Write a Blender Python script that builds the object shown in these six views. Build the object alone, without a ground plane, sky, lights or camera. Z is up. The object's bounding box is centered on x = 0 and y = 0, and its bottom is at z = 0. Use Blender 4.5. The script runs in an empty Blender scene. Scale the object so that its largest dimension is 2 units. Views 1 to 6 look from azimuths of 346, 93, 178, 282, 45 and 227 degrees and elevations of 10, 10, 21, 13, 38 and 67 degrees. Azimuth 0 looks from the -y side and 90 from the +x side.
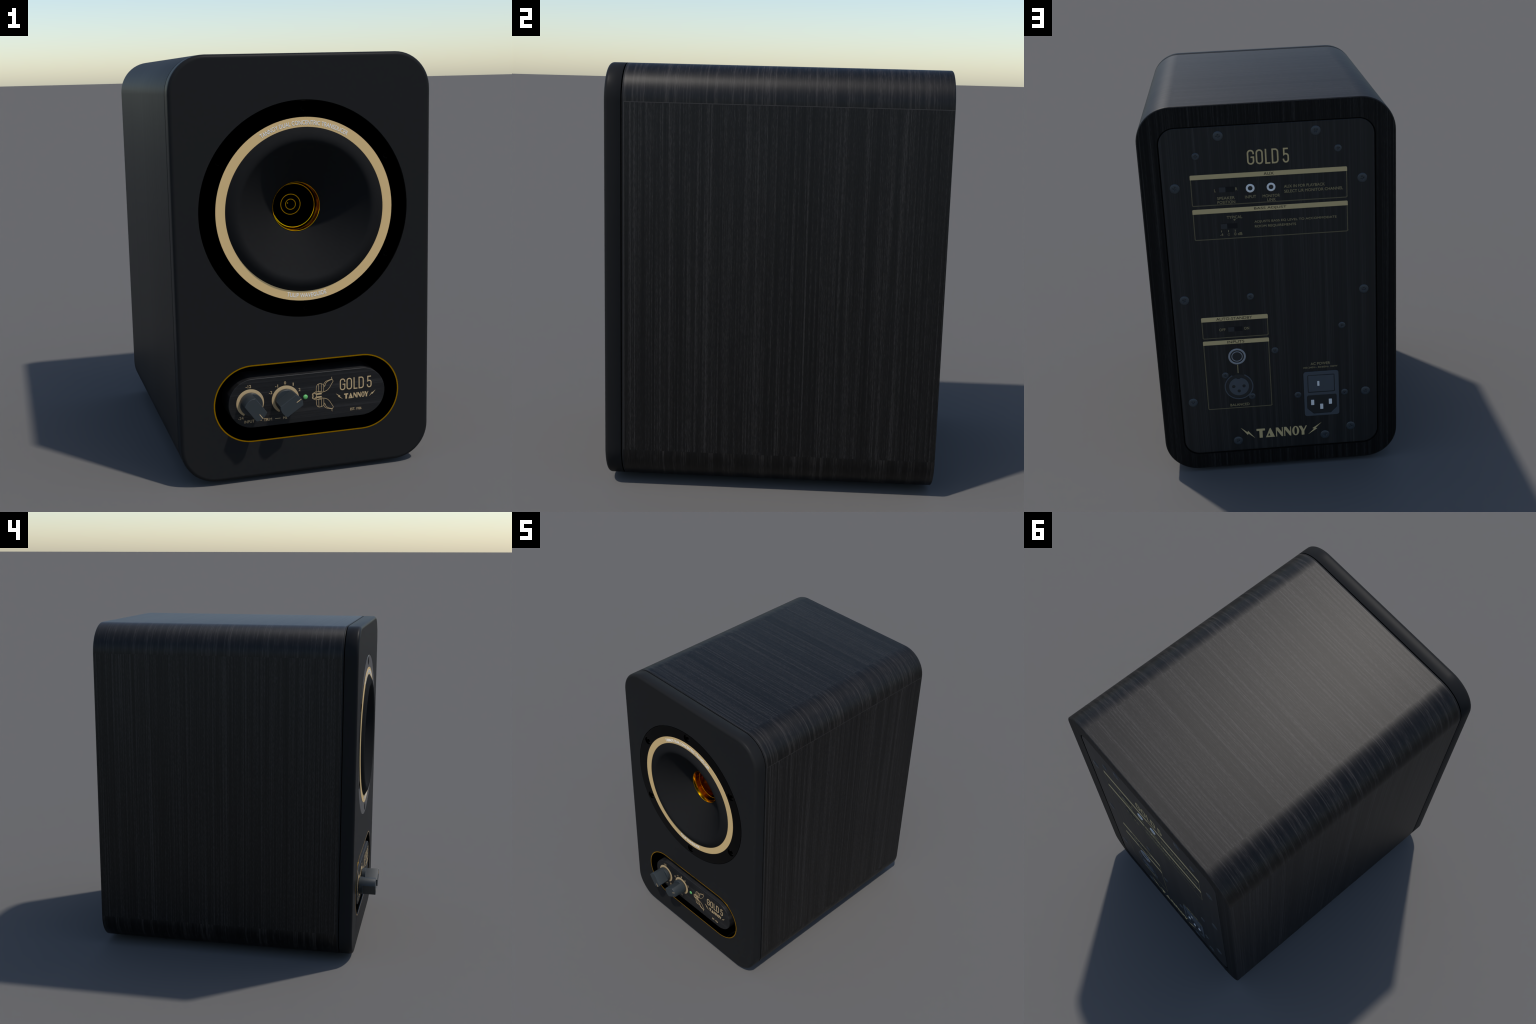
"""Two-way active studio monitor loudspeaker: wooden cabinet, painted baffle,
concentric driver with gold trim ring, recessed control panel, rear amplifier panel."""
import bpy, bmesh, math
from mathutils import Vector

YAW = 0.0075                 # the whole box stands turned by 0.43 degrees
W, H, R = 0.6220, 2.0, 0.172 # half width, top, corner radius of the cabinet
Z0 = 0.0175                  # underside of the box; it stands on hidden feet
YF, YB = -0.7295, 0.8355       # front face of baffle, rear face of cabinet
Y_SEAM0, Y_SEAM1 = -0.6514, -0.6465
DRV_Z = 1.289                # driver centre height
SLOT_Z = 0.3865              # control slot centre height
PAN_Z = 0.387

# ------------------------------------------------------------------ materials
def new_mat(name):
    m = bpy.data.materials.new(name)
    m.use_nodes = True
    nt = m.node_tree
    return m, nt, nt.nodes['Principled BSDF']

def plain(name, col, rough=0.5, metal=0.0, spec=0.5, grain=0.0, grain_scale=60.0):
    m, nt, b = new_mat(name)
    b.inputs['Base Color'].default_value = (*col, 1)
    b.inputs['Roughness'].default_value = rough
    b.inputs['Metallic'].default_value = metal
    b.inputs['Specular IOR Level'].default_value = spec
    if grain:
        tc = nt.nodes.new('ShaderNodeTexCoord')
        n = nt.nodes.new('ShaderNodeTexNoise')
        n.inputs['Scale'].default_value = grain_scale
        n.inputs['Detail'].default_value = 3
        nt.links.new(tc.outputs['Object'], n.inputs['Vector'])
        r = nt.nodes.new('ShaderNodeValToRGB')
        r.color_ramp.elements[0].position, r.color_ramp.elements[1].position = 0.3, 0.7
        r.color_ramp.elements[0].color = (*[c * (1 - grain) for c in col], 1)
        r.color_ramp.elements[1].color = (*[c * (1 + grain) for c in col], 1)
        nt.links.new(n.outputs['Fac'], r.inputs['Fac'])
        nt.links.new(r.outputs['Color'], b.inputs['Base Color'])
    return m

def brushed(name, dark, light, axis, coarse, fine, rough=0.5, spec=0.5, seed=0.0,
            speck=0.25, lines=False, rough_var=0.0, stretch=0.35, across=0.0, tint=(1, 1, 1, 1)):
    """Straight grain: streaks are a function of one axis, stretched along the others."""
    m, nt, b = new_mat(name)
    N, L = nt.nodes.new, nt.links.new
    tc = N('ShaderNodeTexCoord')

    def streak(scale, detail, off, st):
        mp = N('ShaderNodeMapping')
        s = [st, st, st]
        s[axis] = scale
        mp.inputs['Scale'].default_value = s
        mp.inputs['Location'].default_value = (off, off * 1.7, off * 0.6)
        L(tc.outputs['Object'], mp.inputs['Vector'])
        n = N('ShaderNodeTexNoise')
        n.inputs['Scale'].default_value = 1.0
        n.inputs['Detail'].default_value = detail
        n.inputs['Roughness'].default_value = 0.65
        L(mp.outputs['Vector'], n.inputs['Vector'])
        return n.outputs['Fac']

    def math_(op, a, bb):
        n = N('ShaderNodeMath')
        n.operation = op
        for i, v in enumerate((a, bb)):
            if isinstance(v, (int, float)):
                n.inputs[i].default_value = v
            else:
                L(v, n.inputs[i])
        return n.outputs[0]

    c = streak(coarse, 2.0, seed + 3.1, stretch)
    f = streak(fine, 3.0, seed + 11.7, stretch * 2)
    g = streak(fine * 1.2, 2.0, seed + 5.3, fine * 0.12)
    v = math_('ADD', math_('MULTIPLY', c, 0.48), math_('MULTIPLY', f, 0.52))
    v = math_('ADD', v, math_('MULTIPLY', math_('SUBTRACT', g, 0.5), speck))
    ramp = N('ShaderNodeValToRGB')
    e = ramp.color_ramp.elements
    e[0].position, e[0].color = 0.385, (*dark, 1)
    e[1].position, e[1].color = 0.67, (*light, 1)
    mid = e.new(0.52)
    mid.color = (*[d * 0.84 + l * 0.16 for d, l in zip(dark, light)], 1)
    L(v, ramp.inputs['Fac'])
    col = ramp.outputs['Color']
    if lines:      # light hairlines copying the original's texture-map borders, not real joints
        sx = N('ShaderNodeSeparateXYZ')
        L(tc.outputs['Object'], sx.inputs['Vector'])
        def band(o, lo, hi):
            return math_('MULTIPLY', math_('GREATER_THAN', o, lo), math_('LESS_THAN', o, hi))
        right = math_('GREATER_THAN', sx.outputs['X'], 0.0)
        left = math_('LESS_THAN', sx.outputs['X'], 0.0)
        k = math_('MAXIMUM', math_('MULTIPLY', right, band(sx.outputs['Z'], 1.8245, 1.8285)),
                  math_('MULTIPLY', right, band(sx.outputs['Y'], -0.6385, -0.635)))
        k = math_('MAXIMUM', k, math_('MULTIPLY', math_('MULTIPLY', left, band(sx.outputs['Z'], 0.171, 0.1745)), 0.5))
        mx = N('ShaderNodeMix')
        mx.data_type = 'RGBA'
        L(k, mx.inputs['Factor'])
        L(col, mx.inputs[6])
        mx.inputs[7].default_value = (*[l * 1.05 for l in light], 1)
        col = mx.outputs[2]
    L(col, b.inputs['Base Color'])
    if rough_var:
        rr = N('ShaderNodeMapRange')
        rr.inputs['From Min'].default_value, rr.inputs['From Max'].default_value = 0.35, 0.65
        rr.inputs['To Min'].default_value, rr.inputs['To Max'].default_value = rough + rough_var, rough - rough_var
        L(v, rr.inputs['Value'])
        L(rr.outputs['Result'], b.inputs['Roughness'])
    else:
        b.inputs['Roughness'].default_value = rough
    b.inputs['Specular IOR Level'].default_value = spec
    b.inputs['Specular Tint'].default_value = tint
    if across:     # fine grooves of the grain spread the gloss across their direction
        t = N('ShaderNodeCombineXYZ')
        t.inputs[axis].default_value = 1.0
        L(t.outputs[0], b.inputs['Tangent'])
        b.inputs['Anisotropic'].default_value = across
    return m

M = {}
M['wood'] = brushed('black_ash_veneer', (0.0012, 0.0011, 0.0010), (0.033, 0.0298, 0.0282), 1, 110, 430, 0.505, 0.32, 0.0, lines=True, across=0.48, tint=(1.0, 0.975, 0.95, 1), speck=0.45)
M['wood_corner'] = brushed('black_ash_veneer_bend', (0.0012, 0.0011, 0.0010), (0.029, 0.0252, 0.0230), 1, 40, 170, 0.505, 0.32, 4.0, across=0.48, tint=(1.0, 0.975, 0.95, 1), speck=0.35)
M['wood_rear'] = brushed('black_ash_rear_edge', (0.0020, 0.0020, 0.0020), (0.024, 0.0225, 0.0215), 0, 80, 360, 0.55, 0.14, 9.0)
M['edge'] = plain('black_edge_lacquer', (0.012, 0.012, 0.0125), 0.5, spec=0.1)
M['baffle'] = plain('matt_black_baffle_paint', (0.0148, 0.0148, 0.0150), 0.42, spec=0.045, grain=0.03)
M['void'] = plain('black_void', (0.0015, 0.0015, 0.0015), 0.8, spec=0.1)
M['blackmetal'] = plain('black_anodised_metal', (0.0, 0.0, 0.0), 0.14, 1.0)
M['gold_print'] = plain('pale_gold_satin', (0.66, 0.455, 0.205), 0.6, 0.0, 0.2)
M['amber'] = plain('polished_amber_brass', (1.0, 0.52, 0.0), 0.15, 1.0)
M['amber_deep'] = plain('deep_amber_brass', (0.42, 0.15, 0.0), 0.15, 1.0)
M['white'] = plain('white_lettering_ink', (0.80, 0.80, 0.78), 0.6, spec=0.3)
M['cone'] = plain('matt_charcoal_cone', (0.0128, 0.0128, 0.0130), 0.7, spec=0.012, grain=0.04)
M['plate'] = brushed('brushed_black_plate', (0.0075, 0.0075, 0.008), (0.026, 0.025, 0.025), 2, 60, 220, 0.5, 0.22, 2.0, speck=0.15)
M['knob'] = plain('slate_grey_plastic', (0.027, 0.033, 0.036), 0.45, spec=0.35)
M['ink'] = plain('gold_lettering_ink', (0.50, 0.36, 0.19), 0.6, spec=0.3)
M['led'] = plain('green_indicator_lens', (0.12, 0.43, 0.12), 0.35)
M['rearpanel'] = brushed('rear_panel_black_film', (0.0095, 0.0096, 0.0098), (0.031, 0.0300, 0.0295), 0, 50, 260, 0.5, 0.30, 6.0, speck=0.06)
M['rear_ink'] = plain('khaki_gold_print', (0.56, 0.430, 0.215), 0.55, spec=0.3)
M['rear_ink_thin'] = plain('dimmed_gold_print', (0.30, 0.245, 0.125), 0.55, spec=0.3)  # small print dimmed to copy its blur in the low-resolution texture
M['rear_line'] = plain('fine_gold_rule', (0.120, 0.100, 0.056), 0.55, spec=0.3)
M['rear_frame'] = plain('band_lettering_black', (0.008, 0.008, 0.009), 0.6, spec=0.2)
M['screw'] = plain('blackened_screw_steel', (0.032, 0.040, 0.047), 0.38)
M['socket'] = plain('dark_slate_moulding', (0.054, 0.065, 0.079), 0.5)
M['slider'] = plain('switch_slider_plastic', (0.018, 0.021, 0.025), 0.5)
M['socket_dark'] = plain('socket_black', (0.010, 0.012, 0.014), 0.5)
M['silver'] = plain('nickel_ring', (0.80, 0.80, 0.80), 0.35, 0.0)
M['grey_ring'] = plain('dull_nickel_ring', (0.26, 0.27, 0.29), 0.4)
M['pin'] = plain('tinned_contact', (0.80, 0.80, 0.80), 0.4)

# ------------------------------------------------------------------ mesh helpers
ROOT = bpy.data.objects.new('studio_monitor_speaker', None)
bpy.context.scene.collection.objects.link(ROOT)
ROOT.rotation_euler = (0, 0, YAW)
ROOT['label'] = 'black wood bookshelf studio monitor with gold ringed driver'
ROOT['category'] = 'loudspeaker'

def finish(name, bm, mats, parent, kind=None, recalc=True):
    if recalc:
        bmesh.ops.recalc_face_normals(bm, faces=bm.faces[:])
    me = bpy.data.meshes.new(name)
    bm.to_mesh(me)
    bm.free()
    for m in (mats if isinstance(mats, (list, tuple)) else [mats]):
        me.materials.append(M[m])
    ob = bpy.data.objects.new(name, me)
    bpy.context.scene.collection.objects.link(ob)
    ob.parent = parent
    if kind:
        ob['kind'] = kind
    return ob

def rr(hw, z0, z1, r, n=14):
    """Rounded rectangle outline (x, z), counter-clockwise seen from the front."""
    pts = []
    for cx, cz, a0 in ((hw - r, z1 - r, 0), (-hw + r, z1 - r, 90), (-hw + r, z0 + r, 180), (hw - r, z0 + r, 270)):
        for i in range(n + 1):
            a = math.radians(a0 + 90 * i / n)
            pts.append((cx + r * math.cos(a), cz + r * math.sin(a)))
    return pts

def inset_rr(d, n=14):
    return rr(W - d, Z0 + d, H - d, R - d, n)

def capsule(half, rad, zc, n=40):
    """Stadium outline with total half length `half` and half height `rad`."""
    pts = []
    for sx, a0 in ((1, -90), (-1, 90)):
        for i in range(n + 1):
            a = math.radians(a0 + 180 * i / n)
            pts.append((sx * (half - rad) + rad * math.cos(a), zc + rad * math.sin(a)))
    return pts

def circle(cx, cz, r, n=64, a0=0.0):
    return [(cx + r * math.cos(a0 + 2 * math.pi * i / n), cz + r * math.sin(a0 + 2 * math.pi * i / n)) for i in range(n)]

def ring(bm, pts, y):
    return [bm.verts.new((x, y, z)) for x, z in pts]

def bridge(bm, a, b, mat=0, smooth=True):
    n = len(a)
    out = []
    for i in range(n):
        f = bm.faces.new((a[i], a[(i + 1) % n], b[(i + 1) % n], b[i]))
        f.smooth, f.material_index = smooth, mat
        out.append(f)
    return out

def cap(bm, loops, mat=0):
    """Flat face through one outer loop and any number of hole loops."""
    if len(loops) == 1:
        f = bm.faces.new(loops[0])
        f.material_index = mat
        return
    edges = []
    for lp in loops:
        for i in range(len(lp)):
            e = bm.edges.get((lp[i], lp[(i + 1) % len(lp)])) or bm.edges.new((lp[i], lp[(i + 1) % len(lp)]))
            edges.append(e)
    res = bmesh.ops.triangle_fill(bm, use_beauty=True, use_dissolve=False, edges=edges)
    for g in res['geom']:
        if isinstance(g, bmesh.types.BMFace):
            g.smooth, g.material_index = False, mat

def lathe(bm, prof, cx, cz, seg=128, mat=0, smooth=True):
    """Turn (radius, y) pairs about an axis along y."""
    rings = [ring(bm, circle(cx, cz, r, seg), y) for r, y in prof]
    for a, b in zip(rings, rings[1:]):
        bridge(bm, a, b, mat, smooth)
    return rings

def slab(bm, outline, y0, y1, holes=(), mat=0, smooth_side=False):
    """Flat plate between y0 (hidden) and y1 (showing)."""
    tops = []
    for lp in [outline, *holes]:
        b, t = ring(bm, lp, y0), ring(bm, lp, y1)
        bridge(bm, b, t, mat, smooth_side)
        tops.append(t)
    cap(bm, tops, mat)

def stroke(bm, pts, w, y0, y1, closed=False, mat=0):
    """Ribbon of width w along a polyline, mitred, square ends."""
    P = [Vector(p) for p in pts]
    n = len(P)
    L, Rr = [], []
    for i in range(n):
        p = P[i]
        a = P[i - 1] if (i > 0 or closed) else None
        b = P[(i + 1) % n] if (i < n - 1 or closed) else None
        d0 = (p - a).normalized() if a is not None else None
        d1 = (b - p).normalized() if b is not None else None
        d0 = d0 or d1
        d1 = d1 or d0
        t = (d0 + d1)
        t = t.normalized() if t.length > 1e-6 else d0
        nrm = Vector((-t.y, t.x))
        k = max(0.45, nrm.dot(Vector((-d0.y, d0.x))))
        off = nrm * (w / 2 / k)
        L.append(p + off)
        Rr.append(p - off)
    vl = [[bm.verts.new((q.x, y, q.y)) for q in L] for y in (y0, y1)]
    vr = [[bm.verts.new((q.x, y, q.y)) for q in Rr] for y in (y0, y1)]
    rng = range(n if closed else n - 1)
    for i in rng:
        j = (i + 1) % n
        for f in ((vl[1][i], vl[1][j], vr[1][j], vr[1][i]),
                  (vl[0][i], vl[0][j], vl[1][j], vl[1][i]),
                  (vr[0][i], vr[0][j], vr[1][j], vr[1][i])):
            bm.faces.new(f).material_index = mat
    if not closed:
        for i in (0, n - 1):
            bm.faces.new((vl[0][i], vl[1][i], vr[1][i], vr[0][i])).material_index = mat

def arc(cx, cz, rx, rz, a0, a1, n=8):
    return [(cx + rx * math.cos(math.radians(a0 + (a1 - a0) * i / n)),
             cz + rz * math.sin(math.radians(a0 + (a1 - a0) * i / n))) for i in range(n + 1)]

def text_points(body):
    """Built-in font text -> (vertices in 0..1 box, faces, aspect)."""
    cu = bpy.data.curves.new('lettering_source', 'FONT')
    cu.body = body
    cu.resolution_u = 4
    ob = bpy.data.objects.new('lettering_source', cu)
    bpy.context.scene.collection.objects.link(ob)
    dg = bpy.context.evaluated_depsgraph_get()
    dg.update()
    me = bpy.data.meshes.new_from_object(ob.evaluated_get(dg))
    xs = [v.co.x for v in me.vertices]
    ys = [v.co.y for v in me.vertices]
    x0, x1, y0, y1 = min(xs), max(xs), min(ys), max(ys)
    pts = [((v.co.x - x0) / (x1 - x0), (v.co.y - y0) / (y1 - y0)) for v in me.vertices]
    faces = [tuple(p.vertices) for p in me.polygons]
    bpy.data.objects.remove(ob)
    bpy.data.curves.remove(cu)
    bpy.data.meshes.remove(me)
    return pts, faces

def text_into(bm, body, place, y0, y1, mat=0):
    """Add extruded text; place maps unit box coordinates to (x, z)."""
    pts, faces = text_points(body)
    t = bmesh.new()
    vs = [t.verts.new((*place(u, v), 0)) for u, v in pts]
    for f in faces:
        try:
            t.faces.new([vs[i] for i in f])
        except ValueError:
            pass
    bmesh.ops.remove_doubles(t, verts=t.verts[:], dist=1e-6)
    t.verts.index_update()
    top = [bm.verts.new((v.co.x, y1, v.co.y)) for v in t.verts]
    bot = {}
    for f in t.faces:
        try:
            bm.faces.new([top[v.index] for v in f.verts]).material_index = mat
        except ValueError:
            pass
    for e in t.edges:
        if len(e.link_faces) == 1:
            q = []
            for v in e.verts:
                if v.index not in bot:
                    bot[v.index] = bm.verts.new((v.co.x, y0, v.co.y))
                q.append(v.index)
            try:
                bm.faces.new((top[q[0]], top[q[1]], bot[q[1]], bot[q[0]])).material_index = mat
            except ValueError:
                pass
    t.free()

def box_text(bm, body, xa, xb, za, zb, y0, y1, mat=0):
    """Text filling a box; xa is where reading starts (xa > xb on the rear)."""
    text_into(bm, body, lambda u, v: (xa + (xb - xa) * u, za + (zb - za) * v), y0, y1, mat)

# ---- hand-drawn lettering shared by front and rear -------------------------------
def model_name(bm, xa, xb, za, zb, w, y0, y1):
    """'GOLD 5' in tall condensed strokes; unit height, 2.8 wide."""
    s = 0.5 * w / (zb - za) # half stroke in units
    def pl(pts):
        return [(xa + (xb - xa) * x / 2.8, za + (zb - za) * z) for x, z in pts]
    def bowl(x0, x1, top=True, bot=True):
        rx = (x1 - x0) / 2
        cx = (x0 + x1) / 2
        return rx, cx
    lo, hi = s, 1 - s
    g0, g1 = s, 0.48 - s
    rx, cx = (g1 - g0) / 2, (g0 + g1) / 2
    rz = rx * 0.95
    glyphs = [
        ([(g1, 0.70)] + arc(cx, hi - rz, rx, rz, 0, 180) + arc(cx, lo + rz, rx, rz, 180, 360) + [(g1, 0.50), (cx, 0.50)], False),
        (arc(0.835, hi - rz, rx, rz, 0, 180) + arc(0.835, lo + rz, rx, rz, 180, 360), True),
        ([(1.22 + s, 1.0), (1.22 + s, lo), (1.56, lo)], False),
        ([(1.67 + s, hi)] + arc(1.90, hi - rz, rx * 0.93, rz, 90, 0) + arc(1.90, lo + rz, rx * 0.93, rz, 0, -90) + [(1.67 + s, lo)], True),
        ([(2.78, hi), (2.45 + s, hi), (2.45 + s, 0.56), (2.56, 0.60)] + arc(2.625, 0.60 - rz * .9, rx * 0.83, rz * .9, 80, 0)
         + arc(2.625, lo + rz * .9, rx * 0.83, rz * .9, 0, -170) + [(2.40 + s, 0.27)], False),
    ]
    for pts, closed in glyphs:
        stroke(bm, pl(pts), w, y0, y1, closed)

def poly(bm, pts, y0, y1, holes=()):
    slab(bm, pts, y0, y1, holes)

def deco_name(bm, xa, xb, za, zb, y0, y1):
    """Maker's name in fat/thin art deco capitals; unit height, 4.7 wide."""
    def pl(pts):
        return [(xa + (xb - xa) * x / 4.7, za + (zb - za) * z) for x, z in pts]
    poly(bm, pl([(0.26, 0), (0.56, 0), (0.56, .78), (.80, .78), (.80, 1), (0, 1), (0, .78), (.26, .78)]), y0, y1)
    poly(bm, pl([(.86, 0), (1.72, 0), (1.34, 1.0), (1.27, 1.0)]), y0, y1, [pl([(1.06, .15), (1.20, .48), (1.30, .15)])])
    for x in (1.84, 2.62):
        poly(bm, pl([(x, 0), (x + .09, 0), (x + .09, .70), (x + .54, 0), (x + .66, 0), (x + .66, 1), (x + .57, 1),
                     (x + .57, .44), (x + .22, 1), (x, 1)]), y0, y1)
    poly(bm, pl(arc(3.72, .5, .33, .52, 0, 342, 19)), y0, y1, [pl(arc(3.72, .5, .13, .42, 0, 342, 19))])
    poly(bm, pl([(4.28, 0), (4.54, 0), (4.54, .42), (4.80, 1), (4.69, 1), (4.49, .58), (4.30, 1), (4.02, 1), (4.28, .44)]), y0, y1)

def bolt(bm, a, b, y0, y1):
    """Lightning flash between two tips."""
    a, b = Vector(a), Vector(b)
    d = b - a
    n = Vector((-d.y, d.x))
    q = [a + d * u + n * v for u, v in ((0, 0), (.58, .10), (.54, .015), (1, 0), (.42, -.10), (.46, -.015))]
    poly(bm, [(p.x, p.y) for p in q], y0, y1)

# ------------------------------------------------------------------ cabinet
def build_cabinet():
    bm = bmesh.new()
    rear_open = rr(0.5235, 0.1055, 1.8995, 0.085)
    NC = 14
    def band(a, b, mat_flat, mat_corner):
        for i, f in enumerate(bridge(bm, a, b)):
            k = i % (NC + 1)
            f.material_index = mat_flat if k == NC else mat_corner
    back = ring(bm, inset_rr(0.050), -0.25)
    cap(bm, [back], 4)
    lip = ring(bm, inset_rr(0.050), Y_SEAM1 + 0.004)
    bridge(bm, back, lip, 4, False)
    prev = ring(bm, inset_rr(0.038), Y_SEAM1)
    bridge(bm, lip, prev, 4, False)
    for d, y, mf, mc in ((0.0010, Y_SEAM1, 4, 4), (0.0, -0.6452, 2, 2), (0.0, -0.6385, 2, 2)):
        nxt = ring(bm, inset_rr(d), y)
        band(prev, nxt, mf, mc)
        prev = nxt
    nxt = ring(bm, inset_rr(0.0), YB - 0.006)
    band(prev, nxt, 0, 1)
    prev = nxt
    for a in (30, 60, 90):
        a = math.radians(a)
        nxt = ring(bm, inset_rr(0.006 * (1 - math.cos(a))), YB - 0.006 + 0.006 * math.sin(a))
        band(prev, nxt, 0, 1)
        prev = nxt
    inner = ring(bm, rear_open, YB)
    for f in bridge(bm, prev, inner, 3, False):
        pass
    deep = ring(bm, rear_open, YB - 0.0070)
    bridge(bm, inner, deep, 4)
    cap(bm, [deep], 4)
    return finish('cabinet', bm, ['wood', 'wood_corner', 'edge', 'wood_rear', 'void'], ROOT)

cabinet = build_cabinet()

# ------------------------------------------------------------------ baffle
def build_baffle():
    bm = bmesh.new()
    prev2 = ring(bm, inset_rr(0.040), Y_SEAM0)
    prev = ring(bm, inset_rr(0.001), Y_SEAM0)
    bridge(bm, prev2, prev, 1, False)
    nxt = ring(bm, inset_rr(0.0), Y_SEAM0 - 0.001)
    bridge(bm, prev, nxt)
    prev = nxt
    rf = 0.019
    for i in range(0, 9):
        a = math.radians(90 * i / 8)
        nxt = ring(bm, inset_rr(rf * (1 - math.cos(a))), YF + rf - rf * math.sin(a))
        bridge(bm, prev, nxt)
        prev = nxt
    hole = ring(bm, circle(0, DRV_Z, 0.5040, 160), YF)
    slot = ring(bm, capsule(0.4625, 0.1885, SLOT_Z), YF)
    cap(bm, [prev, hole, slot], 0)
    h2 = ring(bm, circle(0, DRV_Z, 0.5040, 160), YF + 0.03)
    bridge(bm, hole, h2, 1)
    s2 = ring(bm, capsule(0.4625, 0.1885, SLOT_Z), YF + 0.01)
    bridge(bm, slot, s2, 0)
    return finish('front_baffle', bm, ['baffle', 'void'], ROOT)

baffle = build_baffle()

# ------------------------------------------------------------------ driver
SCREW_ANG = [90 + 60 * i - (1.5 if i % 3 else 0) * 0 for i in range(6)]
def build_driver():
    bm = bmesh.new()
    outer = ring(bm, circle(0, DRV_Z, 0.5015, 160), YF + 0.03)
    o2 = ring(bm, circle(0, DRV_Z, 0.5015, 160), YF + 0.0015)
    o3 = ring(bm, circle(0, DRV_Z, 0.5000, 160), YF)
    bridge(bm, outer, o2)
    bridge(bm, o2, o3)
    inner = ring(bm, circle(0, DRV_Z, 0.380, 160), YF)
    holes = []
    for a in SCREW_ANG:
        a = math.radians(a)
        c = (0.465 * math.cos(a), DRV_Z + 0.465 * math.sin(a))
        h = ring(bm, circle(*c, 0.0265, 40), YF)
        d = ring(bm, circle(*c, 0.0265, 40), YF + 0.008)
        bridge(bm, h, d)
        holes.append(h)
    cap(bm, [o3, inner, *holes])
    back = ring(bm, circle(0, DRV_Z, 0.380, 160), YF + 0.02)
    bridge(bm, inner, back)
    return finish('driver', bm, 'blackmetal', ROOT)

driver = build_driver()

bm = bmesh.new()
slab(bm, circle(0, DRV_Z, 0.4255, 160), YF + 0.001, YF - 0.0012, [circle(0, DRV_Z, 0.381, 160)], smooth_side=True)
finish('trim_ring', bm, 'gold_print', driver)

# roll surround and straight cone down to the throat
def spline(pts, n=5):
    out = []
    for i in range(len(pts) - 1):
        p0, p1, p2, p3 = pts[max(i - 1, 0)], pts[i], pts[i + 1], pts[min(i + 2, len(pts) - 1)]
        for k in range(n):
            t = k / n
            out.append(tuple(0.5 * (2 * p1[j] + (p2[j] - p0[j]) * t + (2 * p0[j] - 5 * p1[j] + 4 * p2[j] - p3[j]) * t * t
                             + (3 * p1[j] - p0[j] - 3 * p2[j] + p3[j]) * t ** 3) for j in (0, 1)))
    out.append(pts[-1])
    return out

bm = bmesh.new()
lathe(bm, spline([(0.3820, -0.7260), (0.3810, -0.7300), (0.3760, -0.7335), (0.3660, -0.7395), (0.3530, -0.7455), (0.3400, -0.7488), (0.3280, -0.7488),
                  (0.3180, -0.7455), (0.3090, -0.7390), (0.3000, -0.7312)], 5), 0, DRV_Z, 160)
finish('surround', bm, 'cone', driver)
bm = bmesh.new()
lathe(bm, spline([(0.300, -0.7312), (0.290, -0.7228), (0.25, -0.690), (0.20, -0.650), (0.15, -0.612), (0.1175, -0.585), (0.1175, -0.575)], 5), 0, DRV_Z, 160)
finish('cone', bm, 'cone', driver)

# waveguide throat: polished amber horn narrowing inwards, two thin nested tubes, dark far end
bm = bmesh.new()
lathe(bm, [(0.1190, -0.580), (0.1186, -0.587), (0.1172, -0.5892), (0.1158, -0.5885)]
      + spline([(0.1158, -0.5885), (0.1105, -0.5740), (0.1075, -0.5580), (0.1052, -0.5430)], 4)[1:]
      + [(0.1034, -0.5425)], 0, DRV_Z, 128)
finish('waveguide_throat', bm, 'amber', driver).data.set_sharp_from_angle(angle=math.radians(28))
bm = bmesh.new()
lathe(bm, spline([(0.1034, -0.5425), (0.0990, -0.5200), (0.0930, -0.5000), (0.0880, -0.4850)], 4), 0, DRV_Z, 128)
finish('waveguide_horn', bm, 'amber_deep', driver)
bm = bmesh.new()
lathe(bm, spline([(0.0885, -0.4855), (0.0860, -0.475), (0.0800, -0.450), (0.0740, -0.420), (0.0680, -0.395), (0.0500, -0.388), (0.0005, -0.390)], 4), 0, DRV_Z, 96)
finish('throat_end', bm, 'blackmetal', driver)
for r, y_tip in ((0.0490, -0.4955), (0.0250, -0.4955)):
    bm = bmesh.new()
    rings = lathe(bm, [(r - 0.0035, -0.392), (r - 0.0020, -0.4945), (r - 0.0016, y_tip), (r + 0.0016, y_tip), (r + 0.0020, -0.4945), (r + 0.0050, -0.392)], 0, DRV_Z, 96)
    bm.faces.ensure_lookup_table()
    for f in bm.faces:
        if abs(f.calc_center_median().y - y_tip) > 0.002:
            f.material_index = 1
    ob = finish('waveguide_tube', bm, ['amber', 'blackmetal'], driver)
    ob.data.set_sharp_from_angle(angle=math.radians(30))
bm = bmesh.new()
lathe(bm, spline([(0.0120, -0.396), (0.0115, -0.420), (0.0090, -0.440), (0.0045, -0.4485), (0.0003, -0.450)], 4), 0, DRV_Z, 48)
finish('plug_tip', bm, 'amber', driver)

# screws sunk in the driver ring
bm = bmesh.new()
lathe(bm, [(0.0263, YF + 0.0070), (0.0255, YF + 0.0062), (0.0085, YF + 0.0060), (0.0080, YF + 0.012), (0.0002, YF + 0.013)], 0, 0, 40)
first = finish('driver_screw', bm, 'blackmetal', driver)
for i, a in enumerate(SCREW_ANG):
    ob = first if i == 0 else first.copy()
    if i:
        bpy.context.scene.collection.objects.link(ob)
    a = math.radians(a)
    ob.location = (0.465 * math.cos(a), 0, DRV_Z + 0.465 * math.sin(a))

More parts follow.
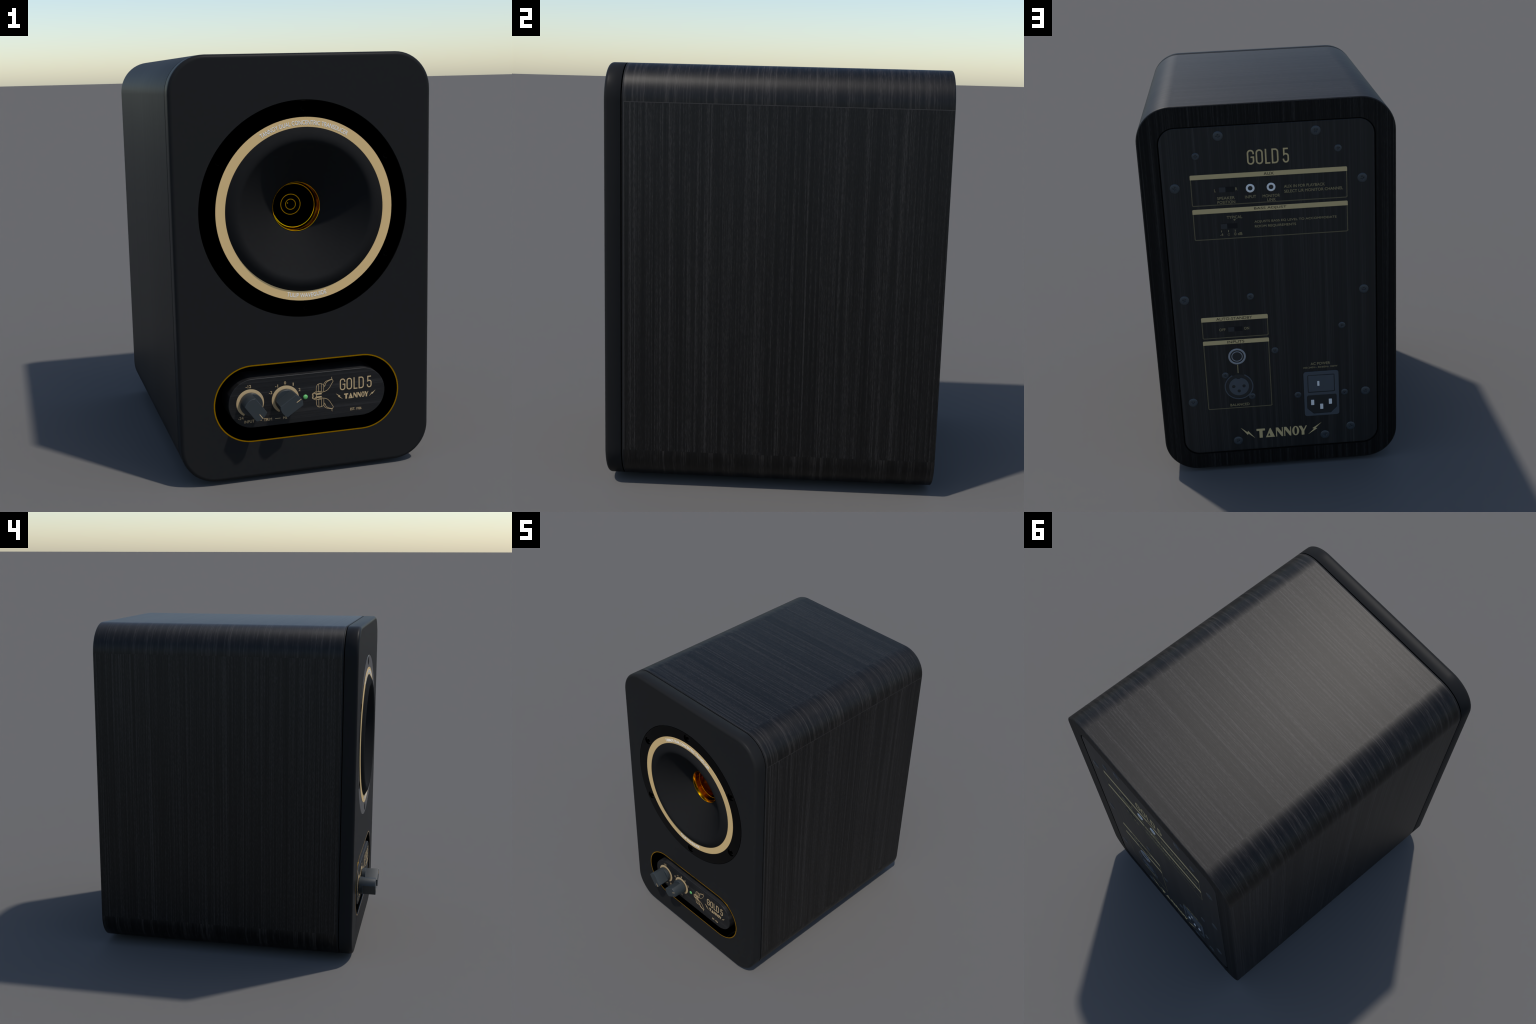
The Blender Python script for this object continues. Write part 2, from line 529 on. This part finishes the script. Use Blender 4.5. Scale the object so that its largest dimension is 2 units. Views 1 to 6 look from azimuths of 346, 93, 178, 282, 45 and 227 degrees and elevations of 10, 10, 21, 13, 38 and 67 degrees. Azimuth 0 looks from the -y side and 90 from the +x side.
# lettering bent round the trim ring
bm = bmesh.new()
def ring_text(body, half_deg, r0, r1, top=True):
    def place(u, v):
        if top:
            a = math.radians(90 + half_deg - 2 * half_deg * u)
            r = r0 + (r1 - r0) * v
        else:
            a = math.radians(-90 - half_deg + 2 * half_deg * u)
            r = r1 - (r1 - r0) * v
        return r * math.cos(a), DRV_Z + r * math.sin(a)
    text_into(bm, body, place, YF - 0.0008, YF - 0.0022)
ring_text('TANNOY DUAL CONCENTRIC TRANSDUCER', 31.2, 0.3910, 0.4110)
ring_text('TULIP WAVEGUIDE', 13.8, 0.3915, 0.4110, False)
finish('ring_lettering', bm, 'white', driver)

# ------------------------------------------------------------------ control panel
YP = YF            # face of the plate
bm = bmesh.new()
NP = 40
prev = None
for half, rad, y in ((0.3940, 0.1220, YP + 0.121), (0.3915, 0.1195, YP + 0.004), (0.3908, 0.1188, YP + 0.0015), (0.3890, 0.1170, YP)):
    nxt = ring(bm, capsule(half, rad, PAN_Z), y)
    if prev:
        bridge(bm, prev, nxt)
    prev = nxt
cap(bm, [prev])
panel = finish('control_panel', bm, 'plate', ROOT)

bm = bmesh.new()
prev = None
for inset, y in ((0.0, YF - 0.0010), (0.0010, YF + 0.004), (0.0020, YF + 0.040), (0.0040, YF + 0.100), (0.0100, YF + 0.118), (0.0200, YF + 0.122), (0.0400, YF + 0.122)):
    nxt = ring(bm, capsule(0.4562 - inset, 0.1822 - inset, SLOT_Z), y)
    if prev:
        bridge(bm, prev, nxt)
    prev = nxt
cap(bm, [prev])
finish('slot_dish', bm, 'blackmetal', panel)

bm = bmesh.new()
slab(bm, capsule(0.4622, 0.1882, SLOT_Z), YF + 0.003, YF - 0.0011, [capsule(0.4561, 0.1821, SLOT_Z)])
finish('slot_trim', bm, 'amber', panel)

KNOBS = ((-0.2865, 0.391, -53.5), (-0.1135, 0.391, 33.0))
for kx, kz, ang in KNOBS:
    bm = bmesh.new()
    # printed dial arc behind the knob, open at the bottom
    o = arc(kx, kz, 0.0672, 0.0672, -62, 242, 72)
    inn = arc(kx, kz, 0.0490, 0.0490, 242, -62, 72)
    slab(bm, o + inn, YP + 0.001, YP - 0.0008)
    finish('dial_arc', bm, 'ink', panel)
    # round skirt, then a grip bar with two flats
    bm = bmesh.new()
    rings = lathe(bm, [(0.0400, YP + 0.002), (0.0400, YP - 0.005), (0.0520, YP - 0.0055), (0.0535, YP - 0.0070), (0.0545, YP - 0.0275), (0.0530, YP - 0.0290)], 0, 0, 96)
    cap(bm, [rings[-1]])
    hw = 0.0325
    def bar(r, h):
        t = math.degrees(math.asin(h / r))
        return arc(0, 0, r, r, -t, t, 16) + arc(0, 0, r, r, 180 - t, 180 + t, 16)
    prev = None
    for r, h, y in ((0.0543, hw + 0.0005, YP - 0.0270), (0.0558, hw, -0.8335), (0.0553, hw - 0.0006, -0.8350), (0.0541, hw - 0.0018, -0.8360)):
        nxt = ring(bm, bar(r, h), y)
        if prev:
            for f in bridge(bm, prev, nxt):
                f.smooth = True
        prev = nxt
    cap(bm, [prev])
    ob = finish('knob', bm, 'knob', panel)
    ob.data.set_sharp_from_angle(angle=math.radians(35))
    ob.location = (kx, 0, kz)
    ob.rotation_euler = (0, -math.radians(ang), 0)
    bm = bmesh.new()
    stroke(bm, [(0.028, 0), (0.0545, 0)], 0.0032, -0.8355, -0.8368)
    ob = finish('pointer_line', bm, 'ink', panel)
    ob.location = (kx, 0, kz)
    ob.rotation_euler = (0, -math.radians(ang), 0)

bm = bmesh.new()
lathe(bm, [(0.0118, YP + 0.001), (0.0116, YP - 0.002), (0.009, YP - 0.0040), (0.005, YP - 0.0052), (0.0002, YP - 0.0056)], -0.0140, 0.391, 32)
finish('indicator_light', bm, 'led', panel)

y0, y1 = YP + 0.001, YP - 0.0009
bm = bmesh.new()
def centred(body, cx, cz, w, h):
    box_text(bm, body, cx - w / 2, cx + w / 2, cz - h / 2, cz + h / 2, y0, y1)
for body, cx, cz, w in (('-12', -.2935, .472, .026), ('-24', -.334, .321, .026), ('0', -.238, .320, .010), ('-2', -.186, .431, .016),
                        ('-1', -.156, .460, .014), ('0', -.114, .4715, .0095), ('1', -.074, .461, .0042), ('2', -.043, .431, .009)):
    centred(body, cx, cz, w, 0.0145)
for body, cx, w in (('INPUT', -.293, .049), ('TRIM', -.202, .040), ('Hz', -.117, .019)):
    centred(body, cx, .3005, w, 0.0135)
stroke(bm, [(-.167, .3005), (-.140, .3005)], 0.0022, y0, y1)
stroke(bm, [(-.246, .3005), (-.232, .3005)], 0.0022, y0, y1)
centred('EST. 1926', .2415, .3045, .057, 0.0120)
finish('panel_lettering', bm, 'ink', panel)

bm = bmesh.new()
model_name(bm, .1605, .3215, .4045, .4625, 0.0050, y0, y1)
finish('model_lettering', bm, 'ink', panel)
bm = bmesh.new()
deco_name(bm, .1815, .3040, .3600, .3860, y0, y1)
bolt(bm, (.139, .3915), (.1745, .3605), y0, y1)
bolt(bm, (.343, .3890), (.3105, .3605), y0, y1)
finish('maker_lettering', bm, 'ink', panel)

# line drawing of a tulip-shaped horn in section, mirrored about its axis
bm = bmesh.new()
ZA = 0.391
half = [
    [(.0405, .0190), (.0405, .036), (.0425, .047), (.0475, .0555), (.0550, .0580), (.0660, .0575), (.0725, .0545), (.0775, .0525), (.0785, .0180)],
    [(.0530, .0190), (.0530, .0570)], [(.0665, .0180), (.0665, .0565)],
    [(.0500, .0205), (.0700, .0195)],
    [(.0400, .0210), (.0300, .0165), (.0205, .0115)],
    [(.0420, .0130), (.0440, .0200), (.0560, .0165), (.0700, .0145), (.0850, .0175), (.0980, .0235), (.1080, .0340), (.1180, .0510), (.1265, .0640), (.1225, .0720), (.1215, .0760)],
    [(.0790, .0535), (.0835, .0615), (.0920, .0675), (.1060, .0715), (.1210, .0745)],
    [(.0810, .0400), (.0860, .0480), (.0880, .0560), (.0960, .0640), (.1060, .0690), (.1200, .0725)],
    [(.0800, .0500), (.0820, .0410)],
    [(.1200, .0740), (.1180, .0800), (.1205, .0860)],
    [(.0410, .0125), (.0360, .0140), (.0310, .0135), (.0255, .0100)],
]
for pts in half:
    for sgn in (1, -1):
        stroke(bm, [(x, ZA + sgn * z) for x, z in pts], 0.0017, y0, y1)
for sgn in (1, -1):
    stroke(bm, [(.0410, ZA + sgn * .0078), (.0675, ZA + sgn * .0078)], 0.0066, y0, y1 - 0.0001)
    stroke(bm, [(.0205, ZA + sgn * .0115), (.0270, ZA)], 0.0018, y0, y1 - 0.0001)
stroke(bm, [(.0205, ZA - .0115), (.0205, ZA + .0115)], 0.0018, y0, y1 - 0.0002)
stroke(bm, arc(.0310, ZA, .0105, .0115, -80, 80, 12), 0.0022, y0, y1 - 0.0002)
stroke(bm, arc(.0310, ZA, .0105, .0115, 120, 240, 8), 0.0016, y0, y1 - 0.0003)
finish('horn_emblem', bm, 'ink', panel)

# ------------------------------------------------------------------ rear panel
YR = YB - 0.001
bm = bmesh.new()
prev = None
gap = 0.0065
for d, y in ((gap, YB - 0.0075), (gap, YR - 0.003), (gap + 0.0008, YR - 0.001), (gap + 0.003, YR)):
    nxt = ring(bm, rr(0.5235 - d, 0.1055 + d, 1.8995 - d, 0.085 - d), y)
    if prev:
        bridge(bm, prev, nxt)
    prev = nxt
cap(bm, [prev])
rear = finish('rear_panel', bm, 'rearpanel', ROOT)

y0, y1 = YR - 0.001, YR + 0.0009
def frame(bm_line, bm_band, xl, xr, zt, zm, zb):
    """Ruled box with a solid title band on top (xl is the left edge seen from behind)."""
    xa, xb = min(xl, xr), max(xl, xr)
    r = 0.006
    c = 0.0028
    path = [(xa + c, zm), (xa + c, zb + r + c)] + arc(xa + c + r, zb + c + r, r, r, 180, 270, 4) + arc(xb - c - r, zb + c + r, r, r, 270, 360, 4) + [(xb - c, zm)]
    stroke(bm_line, path, 0.0046, y0, y1)
    t = 0.005
    slab(bm_band, [(xa, zm), (xb, zm), (xb, zt - t), (xb - t * .3, zt - t * .3), (xb - t, zt), (xa + t, zt), (xa + t * .3, zt - t * .3), (xa, zt - t)], y0, y1)

bl, bb = bmesh.new(), bmesh.new()
frame(bl, bb, .3805, -.3815, 1.6595, 1.6365, 1.5010)
frame(bl, bb, .3805, -.3815, 1.4855, 1.4615, 1.3245)
frame(bl, bb, .3805, .0405, .9055, .8815, .7845)
frame(bl, bb, .3805, .0405, .7725, .7495, .3710)
finish('rule_frame', bl, 'rear_line', rear)
finish('title_band', bb, 'rear_ink', rear)

bm = bmesh.new()
yb0, yb1 = y1 - 0.0005, y1 + 0.0006
for body, xa, xb, zc in (('AUX', .0240, -.0250, 1.648), ('BASS ADJUST', .0795, -.0795, 1.4735),
                         ('AUTO-STANDBY', .3040, .1210, .8935), ('INPUTS', .2550, .1680, .7610)):
    box_text(bm, body, xa, xb, zc - .0075, zc + .0075, yb0, yb1)
finish('title_lettering', bm, 'rear_frame', rear)

bm = bmesh.new()
model_name(bm, .0995, -.0995, 1.6965, 1.7700, 0.0072, y0, y1)
finish('model_lettering', bm, 'rear_ink', rear)
bm = bmesh.new()
deco_name(bm, .1330, -.1320, .1800, .2350, y0, y1)
bolt(bm, (.2155, .2485), (.1430, .1815), y0, y1)
bolt(bm, (-.2160, .2475), (-.1440, .1805), y0, y1)
finish('maker_lettering', bm, 'rear_ink', rear)

bm = bmesh.new()
def rtext(body, xa, xb, zc, h=0.0145):
    box_text(bm, body, xa, xb, zc - h / 2, zc + h / 2, y0, y1)
for body, xa, xb, zc in (('L', .267, .259, 1.577), ('R', .165, .155, 1.580), ('SPEAKER', .2555, .1700, 1.5365), ('POSITION', .2555, .1690, 1.5155),
                         ('INPUT', .1200, .0660, 1.5355), ('MONITOR', .0340, -.0500, 1.5350), ('LINK', .0120, -.0300, 1.5150),
                         ('AUX IN FOR PLAYBACK', -.0720, -.2710, 1.5775), ('SELECT L/R MONITOR CHANNEL', -.0725, -.3600, 1.5525),
                         ('TYPICAL', .2150, .1400, 1.4365), ('ADJUSTS BASS EQ LEVEL TO ACCOMMODATE', .0810, -.3250, 1.4045),
                         ('ROOM REQUIREMENTS', .0800, -.1230, 1.3805), ('-4', .2530, .2380, 1.3490), ('-2', .2170, .2070, 1.3490),
                         ('0 dB', .1830, .1440, 1.3490), ('OFF', .2920, .2600, .8330), ('ON', .1650, .1390, .8330),
                         ('BALANCED', .2620, .1610, .3915), ('AC POWER', -.1700, -.2720, .6020),
                         ):
    rtext(body, xa, xb, zc)
rtext('100-240V~ 50/60Hz 120W', -.1310, -.3110, .5810, 0.0095)
for x in (.2450, .2110, .1780):
    stroke(bm, [(x, 1.3610), (x, 1.3710)], 0.003, y0, y1)
slab(bm, [(.1840, 1.4250), (.1720, 1.4250), (.1780, 1.4175)], y0, y1)
stroke(bm, [(.2105, .6270), (.2105, .5790)], 0.0045, y0, y1)
finish('rear_lettering', bm, 'rear_ink_thin', rear)

# domed cross-head screws: a big and a small size
def cross_screw(name, r):
    bm = bmesh.new()
    seg = 40
    prof = [(r, -0.002), (r * .985, 0.0008), (r * .90, 0.0020), (r * .72, 0.0032), (r * .52, 0.0036)]
    rings = [ring(bm, circle(0, 0, rad, seg), y) for rad, y in prof]
    for a, b in zip(rings, rings[1:]):
        bridge(bm, a, b)
    s, t = r * .44, r * .13       # arms of the cross recess
    crs = [(t, t), (t, s), (-t, s), (-t, t), (-s, t), (-s, -t), (-t, -t), (-t, -s), (t, -s), (t, -t), (s, -t), (s, t)]
    top = ring(bm, crs, 0.0036)
    low = ring(bm, [(x * .7, z * .7) for x, z in crs], 0.0004)
    cap(bm, [rings[-1], top])
    bridge(bm, top, low, 0, False)
    cap(bm, [low])
    return bm
BIG = [(.2325, 1.846), (-.2345, 1.846), (.4565, 1.598), (-.4555, 1.598), (.4565, 1.009), (-.4550, 1.009), (.4565, .4215), (-.4560, .4215),
       (.2335, .1720), (-.2335, .1720), (-.3735, .2145)]
SMALL = [(.3455, 1.753), (-.3400, 1.753), (.1230, 1.008), (-.3385, .8135), (.0130, .6950), (-.0970, .4235), (-.3445, .4225), (.2780, .5690), (.1450, .4360)]
for pts, r in ((BIG, 0.0245), (SMALL, 0.0185)):
    ob = finish('panel_screw', cross_screw('panel_screw', r), 'screw', rear)
    for i, (x, z) in enumerate(pts):
        o = ob if i == 0 else ob.copy()
        if i:
            bpy.context.scene.collection.objects.link(o)
        o.location = (x, YR, z)
        o.rotation_euler = (0, math.radians((i * 37) % 90), 0)

# small jacks and the large jack
def tube(name, cx, cz, prof, mat):
    bm = bmesh.new()
    lathe(bm, [(r, YR + y) for r, y in prof], cx, cz, 64)
    return finish(name, bm, mat, rear)
def bore_disc(cx, cz, r):  # flat dark disc laid on the panel in place of an open hole
    bm = bmesh.new()
    slab(bm, circle(cx, cz, r, 48), YR - 0.001, YR + 0.0012)
    finish('jack_bore_disc', bm, 'socket_dark', rear)
for x in (.0925, -.0090):
    tube('jack_ring', x, 1.579, [(.0212, -.001), (.0212, .0015), (.0205, .0022), (.0125, .0022), (.0115, .0015), (.0115, -.001)], 'silver')
    bore_disc(x, 1.579, .0118)
tube('jack_ring', .2105, .6755, [(.0455, -.001), (.0455, .0022), (.0445, .0032), (.0370, .0032), (.0360, .0022), (.0360, -.001)], 'grey_ring')
tube('jack_ring', .2105, .6755, [(.0290, -.001), (.0290, .0022), (.0250, .0022), (.0250, -.001)], 'grey_ring')
bore_disc(.2105, .6755, .0365)

# three-pin connector: broken outer ring, notched insert with three holes
bm = bmesh.new()
CX, CZ = .2105, .5005
stroke(bm, arc(CX, CZ, .0725, .0725, 116, 424, 64), 0.0056, YR - .001, YR + .0030)
finish('connector_ring', bm, 'socket', rear)
bm = bmesh.new()
slab(bm, circle(CX, CZ, .0695, 64), YR - .001, YR + .0008)  # dark disc on the panel face, stands in for a sunken well
finish('connector_well_disc', bm, 'socket_dark', rear)
bm = bmesh.new()
out = arc(CX, CZ, .0520, .0520, 105, 435, 56)
notch = arc(CX, CZ + .052, .0125, .0080, 0, -180, 8)
pins = [(.2380, .5020), (.1840, .5020), (.2110, .4740)]
slab(bm, out + notch[1:-1], YR - .001, YR + .0030, [circle(x, z, .0090, 20) for x, z in pins])
finish('connector_insert', bm, 'socket', rear)

# mains inlet with rocker switch
bm = bmesh.new()
def xrect(xa, xb, za, zb, r, n=6):
    c = (xa + xb) / 2
    return [(c + x, z) for x, z in rr(abs(xb - xa) / 2, za, zb, r, n)]
SOC = [(-.1435, .4100), (-.1500, .4170), (-.2960, .4170), (-.3020, .4100), (-.3020, .3400), (-.2690, .3060), (-.1770, .3060), (-.1435, .3400)]
ROCK = xrect(-.1500, -.2930, .4330, .5370, .006)
base = xrect(-.1295, -.3150, .2920, .5560, .014)
lo = ring(bm, base, YR - .001)
md = ring(bm, base, YR + .0020)
up = ring(bm, xrect(-.1310, -.3135, .2935, .5545, .0125), YR + .0030)
bridge(bm, lo, md)
bridge(bm, md, up)
hs, hr = ring(bm, SOC, YR + .0030), ring(bm, ROCK, YR + .0030)
cap(bm, [up, hs, hr])
ds, dr = ring(bm, SOC, YR + .0005), ring(bm, ROCK, YR + .0005)
bridge(bm, hs, ds, 1, False)
bridge(bm, hr, dr, 1, False)
cap(bm, [ds], 1)
cap(bm, [dr], 1)
finish('power_inlet', bm, ['socket', 'socket_dark'], rear)
bm = bmesh.new()
a = [(x, YR + y, z) for x, y, z in ((-.1540, .0012, .4375), (-.1690, .0012, .4375), (-.2890, .0038, .4375))]
b = [(x, YR + y, z) for x, y, z in ((-.1540, .0012, .5325), (-.1690, .0012, .5325), (-.2890, .0038, .5325))]
va, vb = [bm.verts.new(p) for p in a], [bm.verts.new(p) for p in b]
f0 = [bm.verts.new((p[0], YR + .0005, p[2])) for p in a]
f1 = [bm.verts.new((p[0], YR + .0005, p[2])) for p in b]
for i in (0, 1):
    bm.faces.new((va[i], va[i + 1], vb[i + 1], vb[i]))
    bm.faces.new((va[i], va[i + 1], f0[i + 1], f0[i]))
    bm.faces.new((vb[i], vb[i + 1], f1[i + 1], f1[i]))
for i in (0, 2):
    bm.faces.new((va[i], vb[i], f1[i], f0[i]))
finish('rocker_switch', bm, 'socket', rear)
for cx, cz, d in ((-.1735, .3730, .0), (-.2210, .3460, .0), (-.2680, .3730, .0), (-.2070, .4850, .0015)):
    bm = bmesh.new()
    w, h = (.0080, .0150) if d == 0 else (.0055, .0140)
    slab(bm, xrect(cx - w, cx + w, cz - h, cz + h, .001, 2), YR, YR + .0028)
    finish('contact_pin' if d == 0 else 'rocker_mark', bm, 'pin', rear)

# slide switches: a flat dark plate in place of the slot, small slider at its left end
for xl, xr, zc in ((.2440, .1680, 1.5795), (.2470, .1650, 1.3920), (.2460, .1730, .8325)):
    bm = bmesh.new()
    slab(bm, xrect(xr, xl, zc - .0130, zc + .0130, .002, 2), YR - .001, YR + .0007)
    finish('switch_slot_plate', bm, 'rear_frame', rear)
    bm = bmesh.new()
    slab(bm, xrect(xl - .0310, xl, zc - .0125, zc + .0125, .001, 2), YR - .001, YR + .0018)
    finish('switch_slider', bm, 'slider', rear)

# round feet, set well in from the edges
bm = bmesh.new()
for i in range(1):
    prof = [(0.045, 0.020), (0.045, 0.004), (0.041, 0.0)]
    rings = [[bm.verts.new((r * math.cos(2 * math.pi * k / 40), r * math.sin(2 * math.pi * k / 40), z)) for k in range(40)] for r, z in prof]
    for a, b in zip(rings, rings[1:]):
        bridge(bm, a, b)
    cap(bm, [rings[-1]])
foot = finish('foot', bm, 'void', cabinet)
for i, (x, y) in enumerate(((0.33, -0.36), (-0.33, -0.36), (-0.33, 0.52), (0.33, 0.52))):
    o = foot if i == 0 else foot.copy()
    if i:
        bpy.context.scene.collection.objects.link(o)
    o.location = (x, y, 0)
rear.location = (0, 0, 0.001)
